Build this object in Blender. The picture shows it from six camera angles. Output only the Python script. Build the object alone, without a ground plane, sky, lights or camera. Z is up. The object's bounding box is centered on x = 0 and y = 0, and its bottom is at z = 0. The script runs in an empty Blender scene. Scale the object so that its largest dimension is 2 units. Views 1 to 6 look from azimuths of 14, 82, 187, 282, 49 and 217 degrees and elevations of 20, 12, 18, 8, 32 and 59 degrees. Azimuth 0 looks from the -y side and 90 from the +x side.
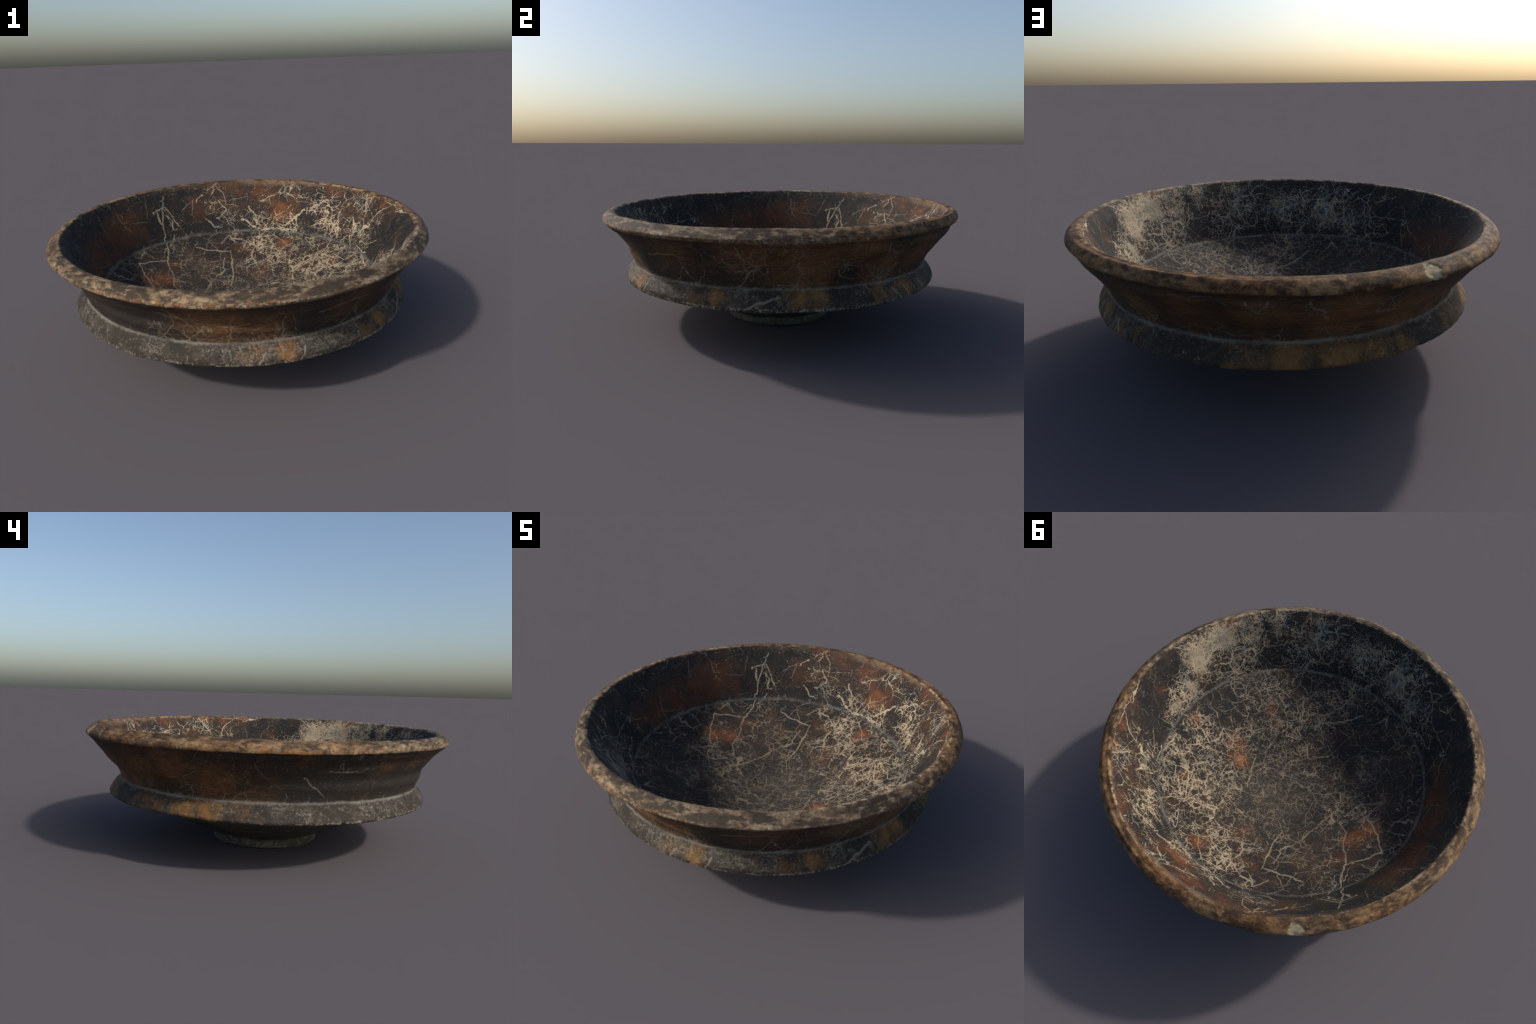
"""An ancient shallow bowl: carinated black-slipped pottery with a rolled lip, a shoulder
band, a small ring foot, and a web of pale root marks and rust-coloured wear."""
import bpy, math
import numpy as np

# ------------------------------------------------------------------ noise
def _hash(ix, iy, iz, seed):
    h = (ix * 374761393 + iy * 668265263 + iz * 2147483647 + seed * 974711) & 0xFFFFFFFF
    h = ((h ^ (h >> 13)) * 1274126177) & 0xFFFFFFFF
    h = ((h ^ (h >> 16)) * 2246822519) & 0xFFFFFFFF
    return ((h ^ (h >> 15)) & 0xFFFFFF) / float(0xFFFFFF) * 2 - 1


def vnoise(P, scale, seed=0):
    q = np.asarray(P) * scale + 1000.0
    i = np.floor(q).astype(np.int64)
    f = q - i
    f = f * f * f * (f * (f * 6 - 15) + 10)
    out = 0
    for dx in (0, 1):
        wx = f[..., 0] if dx else 1 - f[..., 0]
        for dy in (0, 1):
            wy = f[..., 1] if dy else 1 - f[..., 1]
            for dz in (0, 1):
                wz = f[..., 2] if dz else 1 - f[..., 2]
                out = out + wx * wy * wz * _hash(i[..., 0] + dx, i[..., 1] + dy, i[..., 2] + dz, seed)
    return out


def fbm(P, scale, octaves, seed=0):
    out, a = 0, 1.0
    for o in range(octaves):
        out = out + a * vnoise(P, scale * 2.03 ** o, seed + 17 * o)
        a *= 0.5
    return out


def sstep(a, b, x):
    t = np.clip((x - a) / (b - a), 0, 1)
    return t * t * (3 - 2 * t)


# ------------------------------------------------------------------ shape
# How the hand-made rings stray from true circles:
# (centre x, centre y, tilt x, tilt y, ovalness cos2, sin2, warp cos2, sin2)
STRAY = {
    "axis":   (0, 0, 0, 0.004, 0, 0, 0, 0),
    "crease": (.0044, -.0045, .0019, .012, -.0022, -.0026, .002, .004),
    "crest":  (-.003, .0018, .0016, .0091, -.0079, -.0045, .0011, -.0013),
    "edge":   (.0001, .0001, .0006, .0125, -.0041, -.0062, -.0025, .0045),
    "groove": (.0045, -.0065, -.0020, .0070, -.0049, .0009, -.0009, -.0003),
    "ridge":  (.002, -.0030, -.003, .004, -.0015, -.004, -.0003, -.0015),
    "neck":   (.0030, .0090, -.001, .0095, -.0045, -.003, -.0015, .002),
    "bowl":   (.0030, -.0010, .002, .0105, -.0005, -.0035, .0015, .0015),
    "brink":  (.0005, -.0030, -.0070, .0070, 0, -.0018, -.0008, -.0018),
    "foot":   (-.003, -.003, 0, 0, -.004, -.003, 0, 0),
}
# profile from the middle of the floor, up the inside, over the lip, down the outside and under
# (part, rings in this part, control points: radius, height, stray ring)
PROFILE = [
    ("basin_floor", 70, [(.004, .0705, "axis"), (.10, .0755, "axis"), (.20, .094, "axis"), (.32, .132, "axis"), (.436, .180, "axis"), (.53, .225, "crease"),
                         (.616, .268, "crease"), (.69, .305, "crease"), (.732, .329, "crease"), (.745, .337, "crease")]),
    ("basin_wall", 50, [(.745, .337, "crease"), (.7545, .349, "crease"), (.777, .388, "bowl"), (.8105, .452, "bowl"), (.851, .527, "bowl"),
                        (.889, .590, "crest"), (.917, .631, "crest"), (.928, .644, "crest")]),
    ("lip", 36, [(.928, .644, "crest"), (.934, .6495, "crest"), (.942, .6515, "crest"), (.954, .6495, "crest"), (.971, .6415, "edge"), (.985, .6305, "edge"),
                 (.9935, .620, "edge", .1), (.9965, .610, "edge", .5), (.9945, .601, "edge", .9)]),
    ("outer_wall", 62, [(.9945, .601, "edge", .9), (.988, .5945, "edge", 1), (.979, .5865, "edge", 1), (.965, .572, "edge", 1), (.943, .547, "neck", .6), (.912, .509, "neck", .25), (.880, .466, "neck", .05), (.855, .425, "groove"),
                        (.839, .392, "groove"), (.832, .372, "groove"), (.832, .364, "groove")]),
    ("shoulder_band", 34, [(.832, .364, "groove"), (.838, .355, "groove"), (.856, .339, "ridge"), (.872, .319, "ridge"), (.8825, .301, "ridge"),
                           (.8870, .288, "brink"), (.8855, .278, "brink"), (.878, .2730, "brink")]),
    ("underside", 50, [(.878, .2730, "brink"), (.860, .269, "brink"), (.780, .2485, "brink"), (.66, .2115, "ridge"), (.55, .166, "ridge"), (.476, .131, "foot"),
                       (.40, .096, "foot"), (.34, .069, "foot"), (.304, .054, "foot")]),
    ("foot_ring", 40, [(.304, .054, "foot"), (.297, .049, "foot"), (.295, .043, "foot"), (.298, .034, "foot"), (.299, .020, "foot"), (.296, .008, "foot"),
                       (.289, .001, "foot"), (.275, .000, "foot"), (.245, .003, "foot"), (.225, .014, "foot"), (.20, .021, "foot"), (.10, .024, "foot"), (.004, .025, "foot")]),
]
AROUND = 900


def catmull(pts, n):
    """n+1 samples through the control points, evenly spread along the length."""
    P = np.array(pts, float)
    ext = np.vstack([2 * P[0] - P[1], P, 2 * P[-1] - P[-2]])
    out = []
    for k in range(len(P) - 1):
        a, b, c, d = ext[k:k + 4]
        t = np.linspace(0, 1, 40, endpoint=False)[:, None]
        out.append(.5 * (2 * b + (c - a) * t + (2 * a - 5 * b + 4 * c - d) * t ** 2 + (3 * b - a - 3 * c + d) * t ** 3))
    out = np.vstack(out + [P[-1:]])
    s = np.concatenate([[0], np.cumsum(np.hypot(*np.diff(out[:, :2], axis=0).T))])
    want = np.linspace(0, s[-1], n + 1)
    return np.stack([np.interp(want, s, out[:, j]) for j in range(out.shape[1])], 1)


rows, spans = [], []
for part, n, pts in PROFILE:
    samples = catmull([(p[0], p[1]) + STRAY[p[2]] + ((p[3],) if len(p) > 3 else (0.0,)) for p in pts], n)
    first = len(rows) - 1 if rows else 0
    rows.extend(samples if not rows else samples[1:])
    spans.append((part, first, len(rows) - 1))
rows = np.array(rows)
span_of = {p: (a, b) for p, a, b in spans}
NR = len(rows)
th = np.arange(AROUND) * math.tau / AROUND
T = th[None, :]
r, z, cx, cy, tx, ty, a2, b2, wa, wb, pinch = (rows[:, j][:, None] for j in range(11))
fade = sstep(0, .3, r)
# on the +x -y side the lip is a slimmer bead: its underside and the neck are turned in deeper
slim = np.exp(-((np.angle(np.exp(1j * (T + math.radians(36))))) / math.radians(36)) ** 2)
R = r - .023 * pinch * slim + fade * (a2 * np.cos(2 * T) + b2 * np.sin(2 * T))
X = fade * cx + R * np.cos(T)
Y = fade * cy + R * np.sin(T)
Z = z + tx * X + ty * Y + fade * (wa * np.cos(2 * T) + wb * np.sin(2 * T))
V = np.stack([X, Y, Z], -1)


def grid_normals(V):
    du = np.roll(V, -1, 1) - np.roll(V, 1, 1)
    dv = np.gradient(V, axis=0)
    n = np.cross(dv, du)
    n /= np.linalg.norm(n, axis=-1, keepdims=True) + 1e-12
    return n


N = grid_normals(V)
if N[NR // 8, 0, 2] < 0:
    N = -N
idx = np.arange(NR)[:, None] * np.ones((1, AROUND))


def ramp(part, soft=6):
    a, b = span_of[part]
    return sstep(a - soft, a + soft, idx) * (1 - sstep(b - soft, b + soft, idx))


# slow waviness of the hand-turned wall, gentle turning ridges, pitted grain
disp = .0022 * fbm(V, 4.0, 2, 3) * fade
disp = disp + .0006 * fbm(V * [1, 1, 3], 28, 2, 5)
lip_m, band_m, under_m, foot_m, wall_m = ramp("lip", 4), ramp("shoulder_band", 4), ramp("underside", 4), ramp("foot_ring", 3), ramp("outer_wall", 6)
disp = disp + lip_m * (.0011 * fbm(V, 14, 2, 9) + .0004 * fbm(V, 60, 2, 10))
disp = disp + band_m * (.0012 * fbm(V, 16, 2, 11) + .0004 * fbm(V, 70, 2, 12))
rad = np.hypot(X, Y)
turning = vnoise(np.stack([rad * 0 + 3, rad * 0 + 7, (rad - .5 * Z)], -1), 75, 21) + .6 * vnoise(np.stack([rad * 0 + 3, rad * 0 + 7, (rad + Z)], -1), 160, 22)
disp = disp + (.0012 * under_m + .0008 * foot_m * sstep(.2, .28, r) + .0004 * wall_m) * turning
# dusty fillet grain at the groove and nibbled lower edge of the lip and band
ang = np.stack([np.cos(T) * np.ones_like(Z), np.sin(T) * np.ones_like(Z), 0 * Z], -1)
a_lip = span_of["lip"][1]
nib = np.exp(-((idx - a_lip - 2) / 5.0) ** 2)
disp = disp + nib * .0022 * (fbm(ang, 26, 3, 31))
a_band = span_of["shoulder_band"][1]
nib2 = np.exp(-((idx - a_band + 3) / 5.0) ** 2)
disp = disp - nib2 * .0035 * np.clip(fbm(ang, 22, 3, 33) - .25, 0, 2)

V = V + N * disp[..., None]


# chips knocked out of the lip and the band: flat fractures
def chip(angle, rr, zz, size, depth, seed):
    global V
    a = math.radians(angle)
    c = np.array([rr * math.cos(a), rr * math.sin(a), zz])
    d = np.linalg.norm(V - c, axis=-1) + size * .22 * fbm(V, 2.2 / size, 2, seed)
    m = 1 - sstep(size * .75, size * 1.0, d)
    V = V - N * (m * (depth + .0012 * fbm(V, 3 / size, 2, seed + 1)))[..., None]


chip(128, .986, .635, .036, .0035, 41)
chip(-146, .885, .281, .014, .008, 42)
chip(-70, .886, .281, .016, .004, 43)
chip(59, .990, .625, .016, .003, 44)
chip(97, .992, .620, .014, .003, 45)
chip(20, .886, .281, .012, .004, 46)

V[..., 2] -= V[..., 2].min()
N = grid_normals(V)
if N[NR // 8, 0, 2] < 0:
    N = -N

# ------------------------------------------------------------------ material nodes
def sock(x):
    return x.s if isinstance(x, S) else x


class S:
    """A shader socket that can be used in plain arithmetic."""
    def __init__(self, tree, s):
        self.t, self.s = tree, s

    def op(self, kind, *others, clamp=False):
        n = self.t.nodes.new("ShaderNodeMath")
        n.operation, n.use_clamp = kind, clamp
        for i, v in enumerate((self,) + others):
            v = sock(v)
            if isinstance(v, (int, float)):
                n.inputs[i].default_value = v
            else:
                self.t.links.new(v, n.inputs[i])
        return S(self.t, n.outputs[0])

    def __add__(s, o): return s.op("ADD", o)
    __radd__ = __add__
    def __mul__(s, o): return s.op("MULTIPLY", o)
    __rmul__ = __mul__
    def __sub__(s, o): return s.op("SUBTRACT", o)
    def __rsub__(s, o): return (s * -1.0) + o
    def max(s, o): return s.op("MAXIMUM", o)
    def min(s, o): return s.op("MINIMUM", o)
    def clamp(s): return s.op("ADD", 0.0, clamp=True)
    def pow(s, o): return s.op("POWER", o)


class Tree:
    def __init__(self, tree):
        self.t = tree

    def node(self, kind, inputs=(), out=0, **props):
        n = self.t.nodes.new(kind)
        for k, v in props.items():
            setattr(n, k, v)
        for k, v in dict(inputs).items():
            v = sock(v)
            if isinstance(v, bpy.types.NodeSocket):
                self.t.links.new(v, n.inputs[k])
            else:
                n.inputs[k].default_value = v
        return S(self.t, n.outputs[out])

    def noise(self, vec, scale, detail=3, rough=.55, out="Fac", distortion=0.0):
        return self.node("ShaderNodeTexNoise", {"Vector": vec, "Scale": scale, "Detail": detail, "Roughness": rough, "Distortion": distortion}, out)

    def cells(self, vec, scale, feature="DISTANCE_TO_EDGE", rand=1.0):
        return self.node("ShaderNodeTexVoronoi", {"Vector": vec, "Scale": scale, "Randomness": rand}, "Distance", feature=feature)

    def smooth(self, x, a, b, lo=0.0, hi=1.0):
        return self.node("ShaderNodeMapRange", {"Value": x, "From Min": a, "From Max": b, "To Min": lo, "To Max": hi}, 0, interpolation_type="SMOOTHSTEP")

    def vmath(self, op, a, b=None, scale=None, out=0):
        ins = {0: a}
        if b is not None:
            ins[1] = b
        if scale is not None:
            ins["Scale"] = scale
        return self.node("ShaderNodeVectorMath", ins, out, operation=op)

    def mix(self, fac, a, b):
        n = self.t.nodes.new("ShaderNodeMix")
        n.data_type = "RGBA"
        for i, v in ((0, fac), (6, a), (7, b)):
            v = sock(v)
            if isinstance(v, bpy.types.NodeSocket):
                self.t.links.new(v, n.inputs[i])
            elif i == 0:
                n.inputs[i].default_value = v
            else:
                n.inputs[i].default_value = (*v, 1)
        return S(self.t, n.outputs[2])

    def group(self, g, inputs):
        n = self.t.nodes.new("ShaderNodeGroup")
        n.node_tree = g
        for k, v in inputs.items():
            v = sock(v)
            if isinstance(v, bpy.types.NodeSocket):
                self.t.links.new(v, n.inputs[k])
            else:
                n.inputs[k].default_value = v
        return S(self.t, n.outputs[0])


def make_group(name, ins):
    g = bpy.data.node_groups.new(name, "ShaderNodeTree")
    for n, kind in ins:
        g.interface.new_socket(n, in_out="INPUT", socket_type="NodeSocket" + kind)
    g.interface.new_socket("Result", in_out="OUTPUT", socket_type="NodeSocketFloat")
    a, b = g.nodes.new("NodeGroupInput"), g.nodes.new("NodeGroupOutput")
    return g, {n: S(g, a.outputs[n]) for n, _ in ins}, lambda s: g.links.new(s.s, b.inputs[0])


# a soft round patch
SPOT, _i, _o = make_group("soft_patch", [("Vector", "Vector"), ("Centre", "Vector"), ("Radius", "Float"), ("Strength", "Float")])
_t = Tree(SPOT)
_d = _t.vmath("DISTANCE", _i["Vector"], _i["Centre"], out="Value")
_n = SPOT.nodes.new("ShaderNodeMapRange")
_n.interpolation_type = "SMOOTHSTEP"
SPOT.links.new(_d.s, _n.inputs["Value"])
_n.inputs["From Min"].default_value = 0
SPOT.links.new((_i["Radius"] * 1.9).s, _n.inputs["From Max"])
_n.inputs["To Min"].default_value, _n.inputs["To Max"].default_value = 1, 0
_o(S(SPOT, _n.outputs[0]) * _i["Strength"])

# a straight stretch of a crack, root mark or scratch
LINE, _i, _o = make_group("crack_stretch", [("Vector", "Vector"), ("From", "Vector"), ("To", "Vector"), ("Width", "Float")])
_t = Tree(LINE)
_pa = _t.vmath("SUBTRACT", _i["Vector"], _i["From"])
_ba = _t.vmath("SUBTRACT", _i["To"], _i["From"])
_h = _t.vmath("DOT_PRODUCT", _pa, _ba, out="Value").op("DIVIDE", _t.vmath("DOT_PRODUCT", _ba, _ba, out="Value"), clamp=True)
_d = _t.vmath("LENGTH", _t.vmath("SUBTRACT", _pa, _t.vmath("SCALE", _ba, scale=_h)), out="Value")
_o((1.0 - _d.op("DIVIDE", _i["Width"])).clamp())

_prof = {}
for _part, _a, _b in spans:
    _prof[_part] = rows[_a:_b + 1, :2]


def place(part, a, s):
    """angle in degrees, and radius (inside) or height (outside) -> a point on that part"""
    p = _prof[part]
    if part in ("basin_floor", "basin_wall"):
        rr, zz = s, float(np.interp(s, p[:, 0], p[:, 1]))
    else:
        zz = s
        rr = float(np.interp(-s, -p[:, 1], p[:, 0]))
    a = math.radians(a)
    return (rr * math.cos(a), rr * math.sin(a), zz)


def patches(t, vec, part, items):
    out = None
    for a, s, rad, k in items:
        at = vec if out is None else t.vmath("ADD", vec, out * 1e-9)   # one after the other keeps the shader stack small
        v = t.group(SPOT, {"Vector": at, "Centre": place(part, a, s), "Radius": rad, "Strength": k})
        out = v if out is None else out.max(v)
    return out


UNROLL = {"basin_wall": (.84, 2.0), "outer_wall": (.90, 1.2), "shoulder_band": (.87, 1.1)}


def unrolled(t, pos, part, *wobble):
    """flat coordinates on a part (the floor seen from above, a wall rolled out), wobbled by noise"""
    p = warp(t, pos, *wobble)
    if part == "basin_floor":
        return t.vmath("MULTIPLY", p, (1, 1, 0))
    x, y, z = split(t, p)
    k, m = UNROLL[part]
    h = (x * x + y * y).pow(.5) if part == "basin_wall" else z
    comb = t.t.nodes.new("ShaderNodeCombineXYZ")
    t.t.links.new((y.op("ARCTAN2", x) * k).s, comb.inputs[0])
    t.t.links.new((h * m).s, comb.inputs[1])
    return S(t.t, comb.outputs[0])


def flat_place(part, a, s):
    a = math.radians(a)
    if part == "basin_floor":
        return (s * math.cos(a), s * math.sin(a), 0)
    k, m = UNROLL[part]
    return (a * k, s * m, 0)


def cracks(t, vec, part, lines, width):
    out = None
    for line in lines:
        for (a0, s0), (a1, s1) in zip(line[:-1], line[1:]):
            at = vec if out is None else t.vmath("ADD", vec, out * 1e-9)
            v = t.group(LINE, {"Vector": at, "From": flat_place(part, a0, s0), "To": flat_place(part, a1, s1), "Width": width})
            out = v if out is None else out.max(v)
    return out


def start(name):
    m = bpy.data.materials.new(name)
    m.use_nodes = True
    m.node_tree.nodes.clear()
    t = Tree(m.node_tree)
    pos = t.node("ShaderNodeTexCoord", out="Object")
    return m, t, pos


def finish(t, colour, bump, rough=.78, strength=.35, distance=.004, spec=.22):
    b = t.node("ShaderNodeBump", {"Height": bump, "Strength": strength, "Distance": distance}, 0)
    n = t.t.nodes.new("ShaderNodeBsdfPrincipled")
    t.t.links.new(sock(colour), n.inputs["Base Color"])
    t.t.links.new(b.s, n.inputs["Normal"])
    if isinstance(rough, S):
        t.t.links.new(rough.s, n.inputs["Roughness"])
    else:
        n.inputs["Roughness"].default_value = rough
    n.inputs["Specular IOR Level"].default_value = spec
    o = t.t.nodes.new("ShaderNodeOutputMaterial")
    t.t.links.new(n.outputs[0], o.inputs[0])


def warp(t, vec, *layers):
    """push a coordinate about with noise: (scale, amount) pairs"""
    for sc, amt in layers:
        n = t.noise(vec, sc, 2, .5, out="Color")
        vec = t.vmath("ADD", vec, t.vmath("SCALE", t.vmath("SUBTRACT", n, (.5, .5, .5)), scale=amt))
    return vec


def split(t, pos):
    n = t.t.nodes.new("ShaderNodeSeparateXYZ")
    t.t.links.new(pos.s, n.inputs[0])
    return [S(t.t, n.outputs[i]) for i in range(3)]


BLACK, BROWN, RUST, ORANGE = (.0125, .0118, .0115), (.033, .020, .0135), (.080, .0285, .0115), (.25, .098, .028)
CREAM, GREYISH, WHITE = (.395, .31, .20), (.215, .20, .165), (.38, .355, .31)
TAN, OCHRE = (.19, .135, .085), (.165, .083, .025)


def root_web(t, pos, density, crack, seed, fine=1.0, thick=1.0):
    """Pale dendritic root marks: broken, frayed threads at four sizes, closer and thicker where dense,
    running together into a crust where very dense."""
    off = t.vmath("ADD", pos, (seed * 3.1, seed * 1.7, seed * .9))
    w = warp(t, off, (4, .12), (15, .034), (70, .009))
    w3 = warp(t, off, (9, .08), (30, .030), (110, .008))
    grain = t.noise(off, 130, 4, .7) - .5
    patch = t.noise(w, 7, 3, .6) - .5
    d = density + patch * .70
    fray = grain * .06

    def threads(vec, sc, lo, hi, thin, wide, gate_scale, gate):
        width = t.smooth(d, lo, hi, thin * thick, wide * thick) * t.smooth(d, lo - .15, lo + .15)
        e = t.cells(vec, sc * fine)
        line = 1.0 - t.smooth((e + fray * (wide * 12)).op("DIVIDE", width + .0004), .5, 1.2)
        return line * t.smooth(t.noise(vec, gate_scale, 2), gate, gate + .07)

    web = threads(w, 5.5, .05, .9, .012, .030, 9, .46)
    web = web.max(threads(w, 12, .18, .95, .018, .050, 14, .43))
    web = web.max(threads(w3, 22, .24, 1.0, .026, .075, 22, .43))
    web = web.max(threads(w3, 44, .36, 1.1, .040, .115, 34, .44))
    speck = t.smooth(grain + d * .30, .36, .46)
    crust = t.smooth(d * .60 + grain * .9 + (t.noise(w3, 40, 4, .7) - .5) * .9, .58, .74)
    mark = web.max(speck * .8).max(crust)
    if crack is not None:
        mark = mark.max(t.smooth(crack + grain * 1.2 + (t.noise(off, 30, 2) - .5) * .6, .24, .50))
    return mark, grain


# ---------------------------------------------------------------- basin (inside)
RUST_FLOOR = [(-3, .42, .062, .9), (8, .36, .062, 1), (-41, .53, .064, .45), (-42, .45, .057, .4), (6, .68, .039, .8), (41, .60, .046, .7), (54, .54, .032, .6),
              (79, .67, .042, 1), (80, .62, .03, .8), (88, .42, .051, .55), (108, .61, .024, .6), (170, .52, .075, 1), (178, .55, .063, 1), (154, .57, .073, .55),
              (-176, .10, .08, .3), (-162, .57, .051, .4), (108, .56, .156, .3), (140, .5, .16, .3), (60, .5, .2, .22)]
RUST_WALL = [(-148, .80, .08, .55), (-158, .79, .10, .75), (-170, .805, .115, .72), (175, .81, .13, .75), (163, .84, .12, .72), (155, .80, .08, .4),
             (85, .82, .085, .95), (94, .89, .12, .55), (79, .86, .06, .5), (31, .925, .06, .75), (41, .92, .05, .65), (62, .915, .07, .65), (73, .93, .06, .6),
             (-25, .925, .05, .8), (-30, .925, .045, .7), (10, .86, .05, .4), (49, .86, .15, .38), (124, .84, .10, .42), (110, .90, .13, .45), (50, .92, .06, .5), (22, .92, .06, .5)]
CREAM_WALL_A = [(-13, .86, .153, .95), (0, .80, .103, .85), (11, .78, .074, .65), (-23, .89, .112, .8), (-35, .88, .142, .7), (-47, .89, .099, .55), (-29, .79, .129, .6),
                (-57, .81, .144, .42), (-66, .85, .129, .55), (-88, .81, .141, .6), (-105, .83, .124, .65), (-116, .80, .095, .6), (-129, .78, .06, .5)]
CREAM_WALL_B = [(37, .80, .089, .5), (34, .86, .075, .35), (60, .83, .089, .55), (42, .80, .093, .62), (84, .90, .064, .35), (111, .79, .067, .35), (97, .79, .084, .5),
                (79, .77, .085, .5), (67, .85, .055, .7), (56, .79, .08, .55), (43, .90, .103, .4), (82, .92, .056, .3), (119, .84, .06, .3)]
CREAM_FLOOR_A = [(26, .69, .093, .6), (43, .72, .077, .55), (7, .66, .076, .7), (11, .57, .082, .5), (43, .56, .104, .65), (56, .55, .077, .65), (36, .40, .147, .45),
                 (77, .55, .087, .7), (92, .62, .072, 1), (99, .65, .047, .7), (95, .51, .061, .5), (-39, .61, .115, .4), (-11, .42, .098, .35), (-53, .36, .155, .42)]
CREAM_FLOOR_B = [(-70, .46, .128, .45), (-77, .57, .085, .55), (-84, .62, .085, .5), (47, .06, .175, .42), (-165, .15, .147, .45), (-171, .30, .105, .5), (-167, .43, .078, .55),
                 (-174, .51, .057, .5), (-160, .53, .052, .45), (-132, .47, .081, .35)]
CLEAN_WALL = [(1, .90, .094, .6), (19, .85, .104, .6), (-155, .85, .122, .6), (150, .85, .12, .4), (-163, .82, .15, .5), (172, .83, .15, .45)]
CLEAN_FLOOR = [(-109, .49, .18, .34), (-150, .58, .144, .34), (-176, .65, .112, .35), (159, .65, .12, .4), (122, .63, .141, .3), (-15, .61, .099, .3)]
CRACK_FLOOR = [[(177, .38), (170, .45), (163, .50), (155, .61), (148, .71), (147, .74)], [(155, .62), (171, .69), (-177, .55), (-173, .49)], [(113, .59), (113, .42), (118, .32)],
               [(118, .54), (120, .45), (135, .38), (161, .30), (-173, .32)], [(114, .59), (121, .61), (133, .66)], [(105, .68), (110, .69), (112, .72), (117, .66)],
               [(-80, .47), (-92, .53), (-99, .62)], [(-6, .29), (15, .26), (37, .26)], [(-2, .53), (9, .52)], [(9, .61), (12, .53)], [(-88, .70), (-85, .60), (-77, .51)],
               [(-160, .53), (-162, .43), (-177, .38)], [(19, .71), (30, .74)]]
CRACK_WALL = [[(147, .75), (146, .77), (144, .82), (141, .88)], [(148, .85), (142, .85)], [(146, .84), (145, .81)], [(141, .86), (137, .80)], [(140, .79), (139, .81), (142, .83)],
              [(115, .86), (112, .83), (115, .80), (117, .79)], [(123, .80), (119, .765), (116, .765)], [(126, .87), (122, .89)], [(122, .86), (121, .85)],
              [(105, .80), (99, .77), (95, .755), (90, .755), (82, .755), (76, .76)], [(101, .83), (97, .78)], [(96, .85), (89, .87)], [(82, .77), (76, .80), (73, .82)],
              [(70, .83), (67, .85), (62, .87)], [(41, .86), (44, .92)], [(42, .80), (46, .82)], [(14, .925), (18, .91), (23, .90)], [(28, .755), (36, .76)]]


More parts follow.
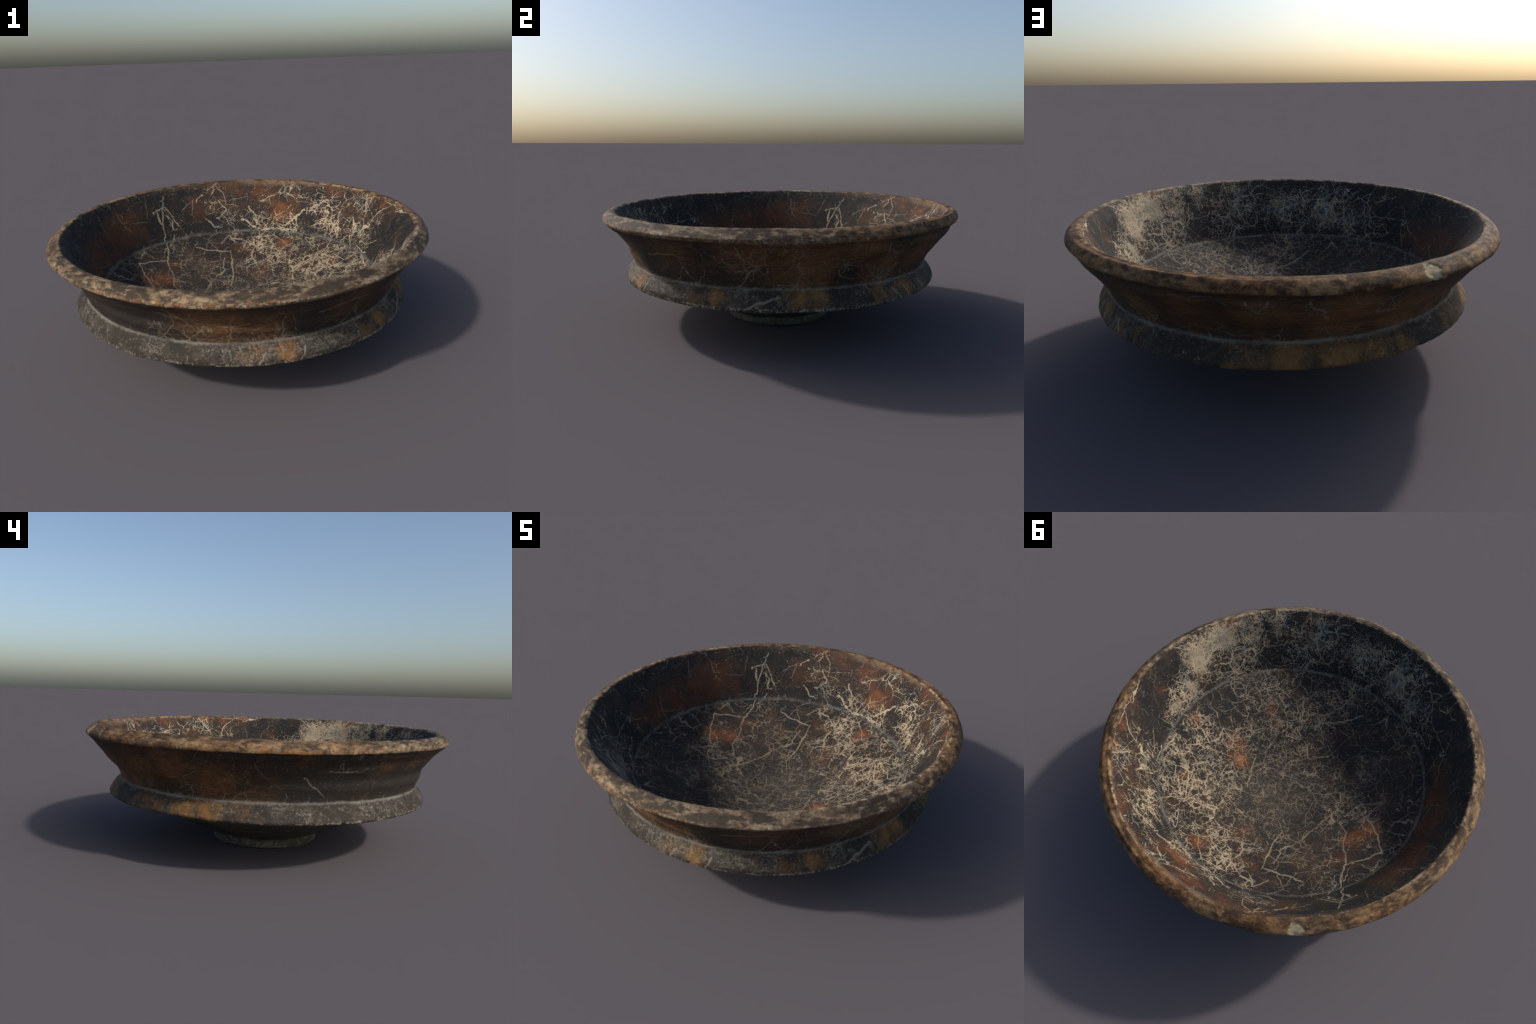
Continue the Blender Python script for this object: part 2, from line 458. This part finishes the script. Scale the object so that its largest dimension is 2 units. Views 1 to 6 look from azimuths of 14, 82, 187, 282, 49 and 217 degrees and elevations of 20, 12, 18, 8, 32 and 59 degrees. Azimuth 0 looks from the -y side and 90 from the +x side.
def basin(part):
    floor = part == "basin_floor"
    m, t, pos = start("soot_black_slip_" + ("floor" if floor else "wall"))
    x, y, zc = split(t, pos)
    rr = (x * x + y * y).pow(.5)
    soft = warp(t, pos, (6, .09), (26, .045), (90, .012))
    near = unrolled(t, pos, part, (10, .040), (34, .018), (100, .009))
    if floor:
        rust = patches(t, soft, part, RUST_FLOOR)
        dens = patches(t, soft, part, CREAM_FLOOR_A).max(patches(t, soft, part, CREAM_FLOOR_B))
        clean = patches(t, soft, part, CLEAN_FLOOR)
        crack = cracks(t, near, part, CRACK_FLOOR, .0062)
        base_d = .31
    else:
        rust = patches(t, soft, part, RUST_WALL)
        dens = patches(t, soft, part, CREAM_WALL_A).max(patches(t, soft, part, CREAM_WALL_B))
        clean = patches(t, soft, part, CLEAN_WALL)
        crack = cracks(t, near, part, CRACK_WALL, .0062)
        base_d = .11
    d = (dens * (.70 if floor else .86) + base_d - clean * .5).clamp()
    mark, grain = root_web(t, pos, d, crack, 1.0 if floor else 2.0, fine=1.2, thick=.82)
    if not floor:
        dust = patches(t, soft, part, [(-12, .86, .13, 1), (-24, .88, .13, .95), (-2, .80, .08, .8), (-34, .88, .12, .75), (-46, .89, .10, .62), (-30, .80, .10, .55), (8, .78, .07, .75), (-62, .85, .15, .66), (-82, .83, .14, .66), (-102, .81, .14, .72), (-114, .79, .10, .66)])  # -62 to -114: soft grey veil over the upper inner wall
        stip = t.noise(pos, 85, 5, .75) - .5
        mark = mark.max(t.smooth(dust * .74 + stip * 1.5 + (t.noise(soft, 11, 3) - .5) * .7, .36, .72) * .88)
    fine = t.noise(pos, 140, 4, .7)
    cloud = t.noise(pos, 9, 4, .6)
    brown = t.smooth(cloud + rust * .5 + (fine - .5) * .5, .42, .75)
    col = t.mix(brown, BLACK, BROWN)
    if floor:
        haze = patches(t, soft, part, [(80, .10, .26, .9), (150, .45, .22, .6), (-140, .45, .22, .35)]).clamp()
        col = t.mix(haze * .5, col, (.055, .047, .037))
    blot = t.noise(soft, 13, 4, .65) - .5
    rusty = t.smooth(rust + (fine - .5) * .9 + (cloud - .5) * .5 + blot * 1.3, .18, .84)
    col = t.mix(rusty * .92, col, RUST)
    hot = t.smooth(rust + (fine - .5) * 1.0 + blot * 2.0, .66, 1.3)
    col = t.mix(hot * (.75 if floor else .22), col, ORANGE)
    pale = t.mix(t.smooth(t.noise(pos, 12, 3), .4, .65), CREAM, GREYISH if floor else (.27, .255, .215))
    warm = patches(t, soft, "basin_wall", [(-13, .86, .15, 1), (5, .79, .14, 1), (70, .80, .3, 1), (30, .8, .2, 1)]) if not floor else patches(t, soft, part, [(60, .58, .30, 1), (92, .62, .15, 1), (15, .60, .22, .9), (150, .60, .2, .6)])
    pale = t.mix(warm.clamp() * .8, pale, CREAM)
    vary = t.smooth(t.noise(soft, 16, 3), .35, .65, .72, 1.0)
    if floor:
        mark = mark * (1.0 - haze * .45)
    col = t.mix(mark * (((.42 if floor else .64) + fine * .35 + warm * .35) * vary).clamp(), col, pale)
    # dust lying in the crease between floor and wall
    crease = 1.0 - t.smooth((rr + (t.noise(pos, 30, 3) - .5) * .016 - .745).op("ABSOLUTE"), .001, .0095)
    col = t.mix(crease * t.smooth(t.noise(pos, 10, 3), .34, .66, .22, .85), col, (.105, .103, .092))
    if not floor:
        # worn, pale upper margin next to the lip
        lean = patches(t, pos, part, [(40, .92, .30, 1), (85, .92, .30, .8), (-30, .92, .2, .7), (130, .92, .2, .3)])
        worn = t.smooth(rr + (t.noise(pos, 40, 3) - .5) * .03, .914, .928)
        col = t.mix(worn * lean * .8, col, t.mix(t.smooth(t.noise(pos, 14, 3), .45, .62), (.16, .125, .09), (.14, .045, .016)))
    finish(t, col, fine * .6 + cloud * .5, rough=.80, strength=.35)
    return m


# ---------------------------------------------------------------- lip
def lip():
    m, t, pos = start("worn_mottled_lip")
    x, y, zc = split(t, pos)
    rr = (x * x + y * y).pow(.5)
    inv = 1.0 / 0.97
    # run the mottling along the lip: stretch it round the circumference
    ang = y.op("ARCTAN2", x)
    comb = t.t.nodes.new("ShaderNodeCombineXYZ")
    for i, c in enumerate((x * inv * .72, y * inv * .72, (zc - rr) * .85)):
        t.t.links.new(c.s, comb.inputs[i])
    along = S(t.t, comb.outputs[0])
    w = warp(t, along, (14, .05), (50, .014))
    big = t.noise(w, 11, 2, .5)
    mid = t.noise(w, 34, 3, .55)
    fine = t.noise(pos, 110, 4, .7)
    spot_w = warp(t, pos, (8, .06))
    P = lambda items: patches(t, spot_w, "lip", items)
    earthy = P([(50, .61, .35, .9), (85, .61, .35, 1), (118, .61, .25, .85), (150, .61, .25, .7), (20, .61, .2, .7), (180, .61, .25, .5), (-150, .61, .2, .4)])
    col = t.mix(t.smooth(mid * .55 + big * .45, .42, .58), (.043, .034, .026), (.128, .097, .067))
    col = t.mix(t.smooth(mid * .6 + big * .3 + fine * .15, .53, .68), col, (.25, .192, .128))
    col = t.mix(earthy * .8, col, t.mix(t.smooth(mid * .6 + big * .4 + (fine - .5) * .25, .38, .62), (.046, .029, .019), (.195, .125, .070)))
    rust = t.smooth(t.noise(w, 19, 3, .6) + (t.smooth(zc, .64, .59) - .5) * .14, .53, .66)
    col = t.mix(rust * .75, col, (.215, .112, .045))
    col = t.mix(t.smooth(t.noise(w, 27, 3, .6), .60, .74) * .75, col, (.31, .255, .185))
    # scuffed grainy lower edge and a bright line painted along the inner crest
    low = t.smooth(zc + (t.noise(pos, 28, 2) - .5) * .018 - y * .011, .628, .614)
    lean = P([(-80, .60, .55, 1.1), (-20, .60, .55, 1.1), (60, .60, .4, .6), (-140, .60, .3, .6)])
    grit = t.noise(pos, 85, 4, .72)
    gritty = t.mix(t.smooth(grit, .36, .50), (.045, .033, .025), t.mix(t.smooth(t.noise(pos, 36, 3), .42, .58), (.165, .085, .042), (.20, .17, .13)))
    gritty = t.mix(t.smooth(grit + (mid - .5) * .5, .52, .66), gritty, (.38, .33, .25))
    col = t.mix(low * lean.clamp(), col, gritty)
    crest = (1.0 - t.smooth((rr - .932).op("ABSOLUTE"), .002, .010)) * t.smooth(mid + (fine - .5) * .4, .42, .62)
    col = t.mix(crest * .75, col, (.34, .285, .215))
    # warm earth stain, strongest at the back
    grey = P([(-45, .61, .6, 1), (-120, .61, .4, .6), (170, .61, .3, .4)])
    col = t.mix((1.0 - grey * .5) * .9, col, t.vmath("MULTIPLY", col, (.98, .87, .73)))
    col = t.mix(earthy.clamp(), col, t.vmath("MULTIPLY", col, (1.03, .88, .69)))
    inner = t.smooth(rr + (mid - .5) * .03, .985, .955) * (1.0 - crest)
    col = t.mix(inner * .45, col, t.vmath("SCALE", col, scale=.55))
    # fresh chips
    chip_m = patches(t, warp(t, pos, (30, .02)), "lip", [(128, .632, .030, 1.0), (59, .628, .012, .35)])
    col = t.mix(t.smooth(chip_m + (fine - .5) * .25, .12, .50) * .85, col, t.mix(t.smooth(t.noise(pos, 55, 3), .35, .65), (.43, .345, .205), (.31, .25, .145)))
    col = t.mix(t.smooth(fine, .3, .7), t.vmath("SCALE", col, scale=.80), t.vmath("SCALE", col, scale=1.2))
    finish(t, col, t.noise(pos, 24, 3) * .6 + fine * .5, rough=.72, strength=.35, distance=.005, spec=.18)
    return m


# ---------------------------------------------------------------- outer wall
WALL_RUST = [(-17, .55, .136, .6), (0, .49, .175, .75), (15, .57, .106, .8), (40, .50, .12, .75), (-41, .52, .112, .35), (61, .48, .11, .6), (76, .50, .13, .5), (94, .51, .132, .55),
             (111, .49, .137, .85), (128, .45, .13, .75), (140, .43, .08, .6), (150, .48, .11, .6), (164, .53, .11, .6), (176, .45, .109, .55), (-169, .41, .087, .25), (-159, .58, .082, .3),
             (-121, .54, .07, .35), (-131, .51, .07, .35), (-82, .48, .144, .55), (-68, .45, .109, .4), (-45, .46, .092, .4), (-108, .54, .054, .3), (25, .45, .12, .7)]
WALL_CREAM = [(-18, .50, .091, .45), (27, .50, .084, .5), (27, .42, .086, .6), (-5, .575, .066, .35), (-2, .39, .108, .35), (-70, .37, .07, .35), (10, .47, .058, .35), (55, .39, .081, .5),
              (61, .43, .054, .4), (92, .56, .038, .35), (-83, .38, .113, .42), (-99, .42, .061, .35), (-63, .38, .06, .35), (166, .38, .091, .3)]
WALL_CLEAN = [(-46, .40, .094, .5), (11, .41, .066, .5), (-152, .46, .181, .6), (-127, .44, .12, .5), (-163, .575, .067, .4), (-104, .44, .117, .5), (-53, .43, .091, .5)]
WALL_CRACK = [[(-53, .48), (-43, .51), (-38, .50)], [(-20, .58), (-19, .52), (-16, .48), (-12, .49)], [(22, .58), (24, .51)], [(6, .47), (12, .48), (16, .47)], [(9, .46), (10, .42), (15, .40)],
              [(90, .58), (90, .56), (92, .52), (94, .56), (94, .58)], [(-158, .48), (-151, .39)], [(-151, .52), (-143, .51)], [(-93, .57), (-88, .45)], [(-88, .39), (-85, .44)]]


def outer_wall():
    part = "outer_wall"
    m, t, pos = start("brown_black_burnished_wall")
    x, y, zc = split(t, pos)
    rr = (x * x + y * y).pow(.5)
    flat = t.vmath("MULTIPLY", pos, (1, 1, 3.2))
    soft = warp(t, pos, (6, .09), (26, .045))
    near = unrolled(t, pos, part, (10, .030), (34, .018), (100, .008))
    rust = patches(t, soft, part, WALL_RUST)
    dens = patches(t, soft, part, WALL_CREAM)
    clean = patches(t, soft, part, WALL_CLEAN)
    crack = cracks(t, near, part, WALL_CRACK, .0055)
    fine = t.noise(pos, 120, 4, .7)
    streak = t.noise(flat, 26, 5, .7)
    cloud = t.noise(flat, 7, 4, .6)
    e = rust * .85 - clean * .5 + .22
    col = t.mix(t.smooth(e + (streak - .5) * 1.0 + (fine - .5) * .5, .05, .6), (.023, .0195, .0165), (.062, .033, .0175))
    col = t.mix(t.smooth(e + (streak - .5) * 1.3 + (cloud - .5) * .7 + (fine - .5) * .6, .30, 1.10), col, (.165, .078, .030))
    col = t.mix(t.smooth(streak * .5 + fine * .5 + rust * .08, .58, .70) * .6, col, (.13, .08, .04))
    d = (dens * .9 + .12 - clean * .2).clamp()
    mark, grain = root_web(t, pos, d, crack * .75, 3.0, thick=.65)
    scratch = t.smooth(t.noise(t.vmath("MULTIPLY", warp(t, pos, (9, .08)), (1, 1, 5)), 60, 4, .7) + dens * .08, .62, .72)
    mark = mark.max(scratch * .6)
    col = t.mix(mark * .52, col, (.25, .22, .165))
    # pale silt packed into the groove above the band, and scuffing right under the lip
    g = (t.noise(pos, 45, 4, .7) - .5) * .032 + (t.noise(pos, 7, 2) - .5) * .016
    silt = t.smooth(zc + g * 1.1 - y * .007, .376, .358) * t.smooth(t.noise(pos, 9, 3), .3, .62, .35, 1.0)
    col = t.mix(silt * .7, col, (.185, .178, .152))
    scuff = t.smooth(zc + (t.noise(pos, 35, 4, .7) - .5) * .03 - y * .012, .592, .604)
    lean = patches(t, pos, part, [(-5, .575, .5, 1), (60, .575, .4, .5), (-70, .575, .3, .45)])
    col = t.mix(scuff * lean * .6, col, (.24, .20, .15))
    finish(t, col, streak * .6 + fine * .4, rough=.74, strength=.35, distance=.004)
    return m


# ---------------------------------------------------------------- shoulder band
BAND_RUST = [(115, .32, .20, .62), (88, .32, .14, .5), (150, .32, .12, .4), (30, .32, .14, .45), (-27, .33, .044, .8), (-13, .32, .036, .4), (-3, .34, .058, .9), (3, .34, .058, .9), (24, .33, .062, .7), (36, .33, .073, .8), (48, .32, .052, .7), (-64, .31, .034, .5),
             (57, .33, .048, .5), (98, .32, .085, .9), (110, .32, .086, .9), (120, .32, .074, .8), (128, .32, .061, .6), (157, .32, .05, .5), (124, .33, .055, .5), (147, .33, .057, .4),
             (167, .32, .068, .7), (175, .32, .059, .8), (171, .35, .06, .6), (-176, .33, .065, .35), (-71, .32, .06, .5), (-62, .32, .06, .7), (-44, .32, .055, .4), (-34, .32, .05, .5)]
BAND_PALE = [(-66, .33, .078, .6), (-42, .32, .085, .5), (-20, .34, .036, .95), (-17, .31, .043, .6), (-9, .32, .043, .45), (30, .32, .087, .6), (18, .33, .053, .4), (-31, .29, .059, .4),
             (48, .33, .10, .62), (61, .31, .031, .4), (-163, .35, .044, .6), (-157, .31, .036, .7), (-137, .33, .077, .5), (-120, .34, .092, .5), (-179, .32, .029, .4), (-130, .34, .063, .5),
             (-100, .33, .047, .7), (-83, .34, .053, .5), (-73, .32, .112, .8), (-55, .33, .061, .8), (-50, .33, .062, .5), (-22, .34, .07, .5), (-113, .34, .083, .35)]
BAND_DARK = [(73, .32, .089, .6), (140, .32, .057, .8), (67, .34, .068, .5), (-146, .32, .09, .4), (-13, .33, .036, .7), (11, .33, .059, .6), (18, .31, .038, .5), (-42, .34, .062, .4),
             (-113, .33, .165, .5), (-44, .31, .063, .5)]
BAND_CRACK = [[(-19, .285), (-15, .31), (-11, .325), (-9, .335)], [(-70, .275), (-68, .325)], [(-58, .28), (-57, .32)], [(46, .34), (48, .30)], [(36, .335), (37, .29)], [(30, .33), (33, .29)]]


def shoulder_band():
    part = "shoulder_band"
    m, t, pos = start("weathered_shoulder_band")
    x, y, zc = split(t, pos)
    soft = warp(t, pos, (9, .08), (34, .035))
    near = unrolled(t, pos, part, (12, .03), (34, .02), (100, .008))
    rust, palef, dark = patches(t, soft, part, BAND_RUST), patches(t, soft, part, BAND_PALE), patches(t, soft, part, BAND_DARK)
    crack = cracks(t, near, part, BAND_CRACK, .008)
    fine = t.noise(pos, 100, 4, .7)
    near3 = warp(t, pos, (20, .02), (60, .010))
    mid = t.noise(soft, 20, 4, .62)
    col = t.mix(t.smooth(mid - dark * .14, .42, .62), (.028, .0235, .0185), (.049, .041, .032))
    col = t.mix(t.smooth(rust + (mid - .5) * 1.3 + (fine - .5) * .5 - dark * .5, .08, .60), col, (.088, .050, .023))
    col = t.mix(t.smooth(rust + (mid - .5) * 1.4 + (fine - .5) * .5 - dark * .6, .42, .98), col, (.185, .095, .032))
    mark, grain = root_web(t, pos, (palef * .62 + .06 - dark * .1).clamp(), crack, 4.0, fine=1.25, thick=.65)
    col = t.mix((mark * (.22 + palef * .5 + crack * .6).clamp()).max(t.smooth(t.noise(near3, 46, 3, .6) + (fine - .5) * .35 + palef * .12 - dark * .05, .595, .75) * .58).max(t.smooth(fine + (t.noise(soft, 30, 2) - .5) * .7 + palef * .08, .62, .76) * .8).max(t.smooth(t.noise(soft, 24, 4, .6) + (fine - .5) * .5 + palef * .16, .62, .80) * .45) * .60, col, (.27, .24, .19))
    g = (t.noise(pos, 45, 4, .7) - .5) * .022 + (t.noise(pos, 7, 2) - .5) * .014
    silt = t.smooth(zc + g * 1.1 - y * .006, .353, .367) * t.smooth(t.noise(pos, 9, 3), .3, .62, .35, 1.0)
    col = t.mix(silt * .7, col, (.185, .178, .152))
    edge = t.smooth(zc + (t.noise(pos, 60, 4, .7) - .5) * .03, .292, .280)
    col = t.mix(edge * t.smooth(fine + (mid - .5) * .5, .50, .62) * .8, col, (.30, .27, .21))
    col = t.mix(fine, t.vmath("SCALE", col, scale=.8), t.vmath("SCALE", col, scale=1.2))
    finish(t, col, t.noise(pos, 20, 3) * .6 + fine * .5, rough=.80, strength=.4, distance=.005)
    return m


# ---------------------------------------------------------------- underside and foot
def under(foot):
    m, t, pos = start("dull_grey_" + ("foot" if foot else "underside"))
    x, y, zc = split(t, pos)
    rr = (x * x + y * y).pow(.5)
    comb = t.t.nodes.new("ShaderNodeCombineXYZ")
    t.t.links.new((rr * 1.0 + zc * .6).s, comb.inputs[0])
    t.t.links.new((x * .05).s, comb.inputs[1])
    t.t.links.new((y * .05).s, comb.inputs[2])
    ring = t.noise(S(t.t, comb.outputs[0]), 60, 5, .7)
    fine = t.noise(pos, 70, 5, .72)
    mid = t.noise(pos, 14, 3)
    k = ring * .5 + fine * .35 + mid * .15
    col = t.mix(t.smooth(k, .40, .60), (.030, .030, .0245), (.092, .090, .074))
    if foot:
        col = t.mix(t.smooth(fine + (mid - .5) * .5, .50, .70) * .6, col, (.17, .168, .136))
    else:
        col = t.mix(t.smooth(fine + (mid - .5) * .6, .58, .72) * .5, col, (.125, .12, .098))
    finish(t, col, ring * .7 + fine * .4, rough=.85, strength=.4, distance=.005)
    return m


MATERIALS = {"basin_floor": lambda: basin("basin_floor"), "basin_wall": lambda: basin("basin_wall"), "lip": lip, "outer_wall": outer_wall,
             "shoulder_band": shoulder_band, "underside": lambda: under(False), "foot_ring": lambda: under(True)}

# ------------------------------------------------------------------ objects
root = bpy.data.objects.new("pottery_bowl", None)
root["label"] = "shallow dark carinated pottery bowl with pale root marks"
root["category"] = "bowl"
bpy.context.scene.collection.objects.link(root)

for part, a, b in spans:
    v = V[a:b + 1].reshape(-1, 3)
    nn = N[a:b + 1].reshape(-1, 3)
    rows_n = b - a + 1
    i = np.arange(rows_n - 1)[:, None] * AROUND
    j = np.arange(AROUND)[None, :]
    j2 = (j + 1) % AROUND
    quads = np.stack([i + j, i + j2, i + AROUND + j2, i + AROUND + j], -1).reshape(-1, 4)
    q = v[quads[len(quads) // 2]]
    face_n = np.cross(q[1] - q[0], q[2] - q[0])
    flip = face_n @ nn[quads[len(quads) // 2][0]] < 0
    if flip:
        quads = quads[:, ::-1]
    faces = quads.tolist()
    if part in ("basin_floor", "foot_ring"):           # close the middle with a small fan
        at = 0 if part == "basin_floor" else (rows_n - 1) * AROUND
        loop = list(range(at, at + AROUND))
        centre = v[loop].mean(0)
        up = np.array([0, 0, 1.0 if part == "basin_floor" else -1.0])
        v, nn = np.vstack([v, centre]), np.vstack([nn, up])
        nn[loop] = up
        c = len(v) - 1
        for k in range(AROUND):
            tri = [loop[k], loop[(k + 1) % AROUND], c]
            faces.append(tri if part == "basin_floor" else tri[::-1])
    me = bpy.data.meshes.new(part)
    me.from_pydata(v.tolist(), [], faces)
    me.polygons.foreach_set("use_smooth", np.ones(len(me.polygons), bool))
    me.update()
    me.normals_split_custom_set_from_vertices(nn.tolist())
    me.materials.append(MATERIALS[part]())
    o = bpy.data.objects.new(part, me)
    o.parent = root
    bpy.context.scene.collection.objects.link(o)
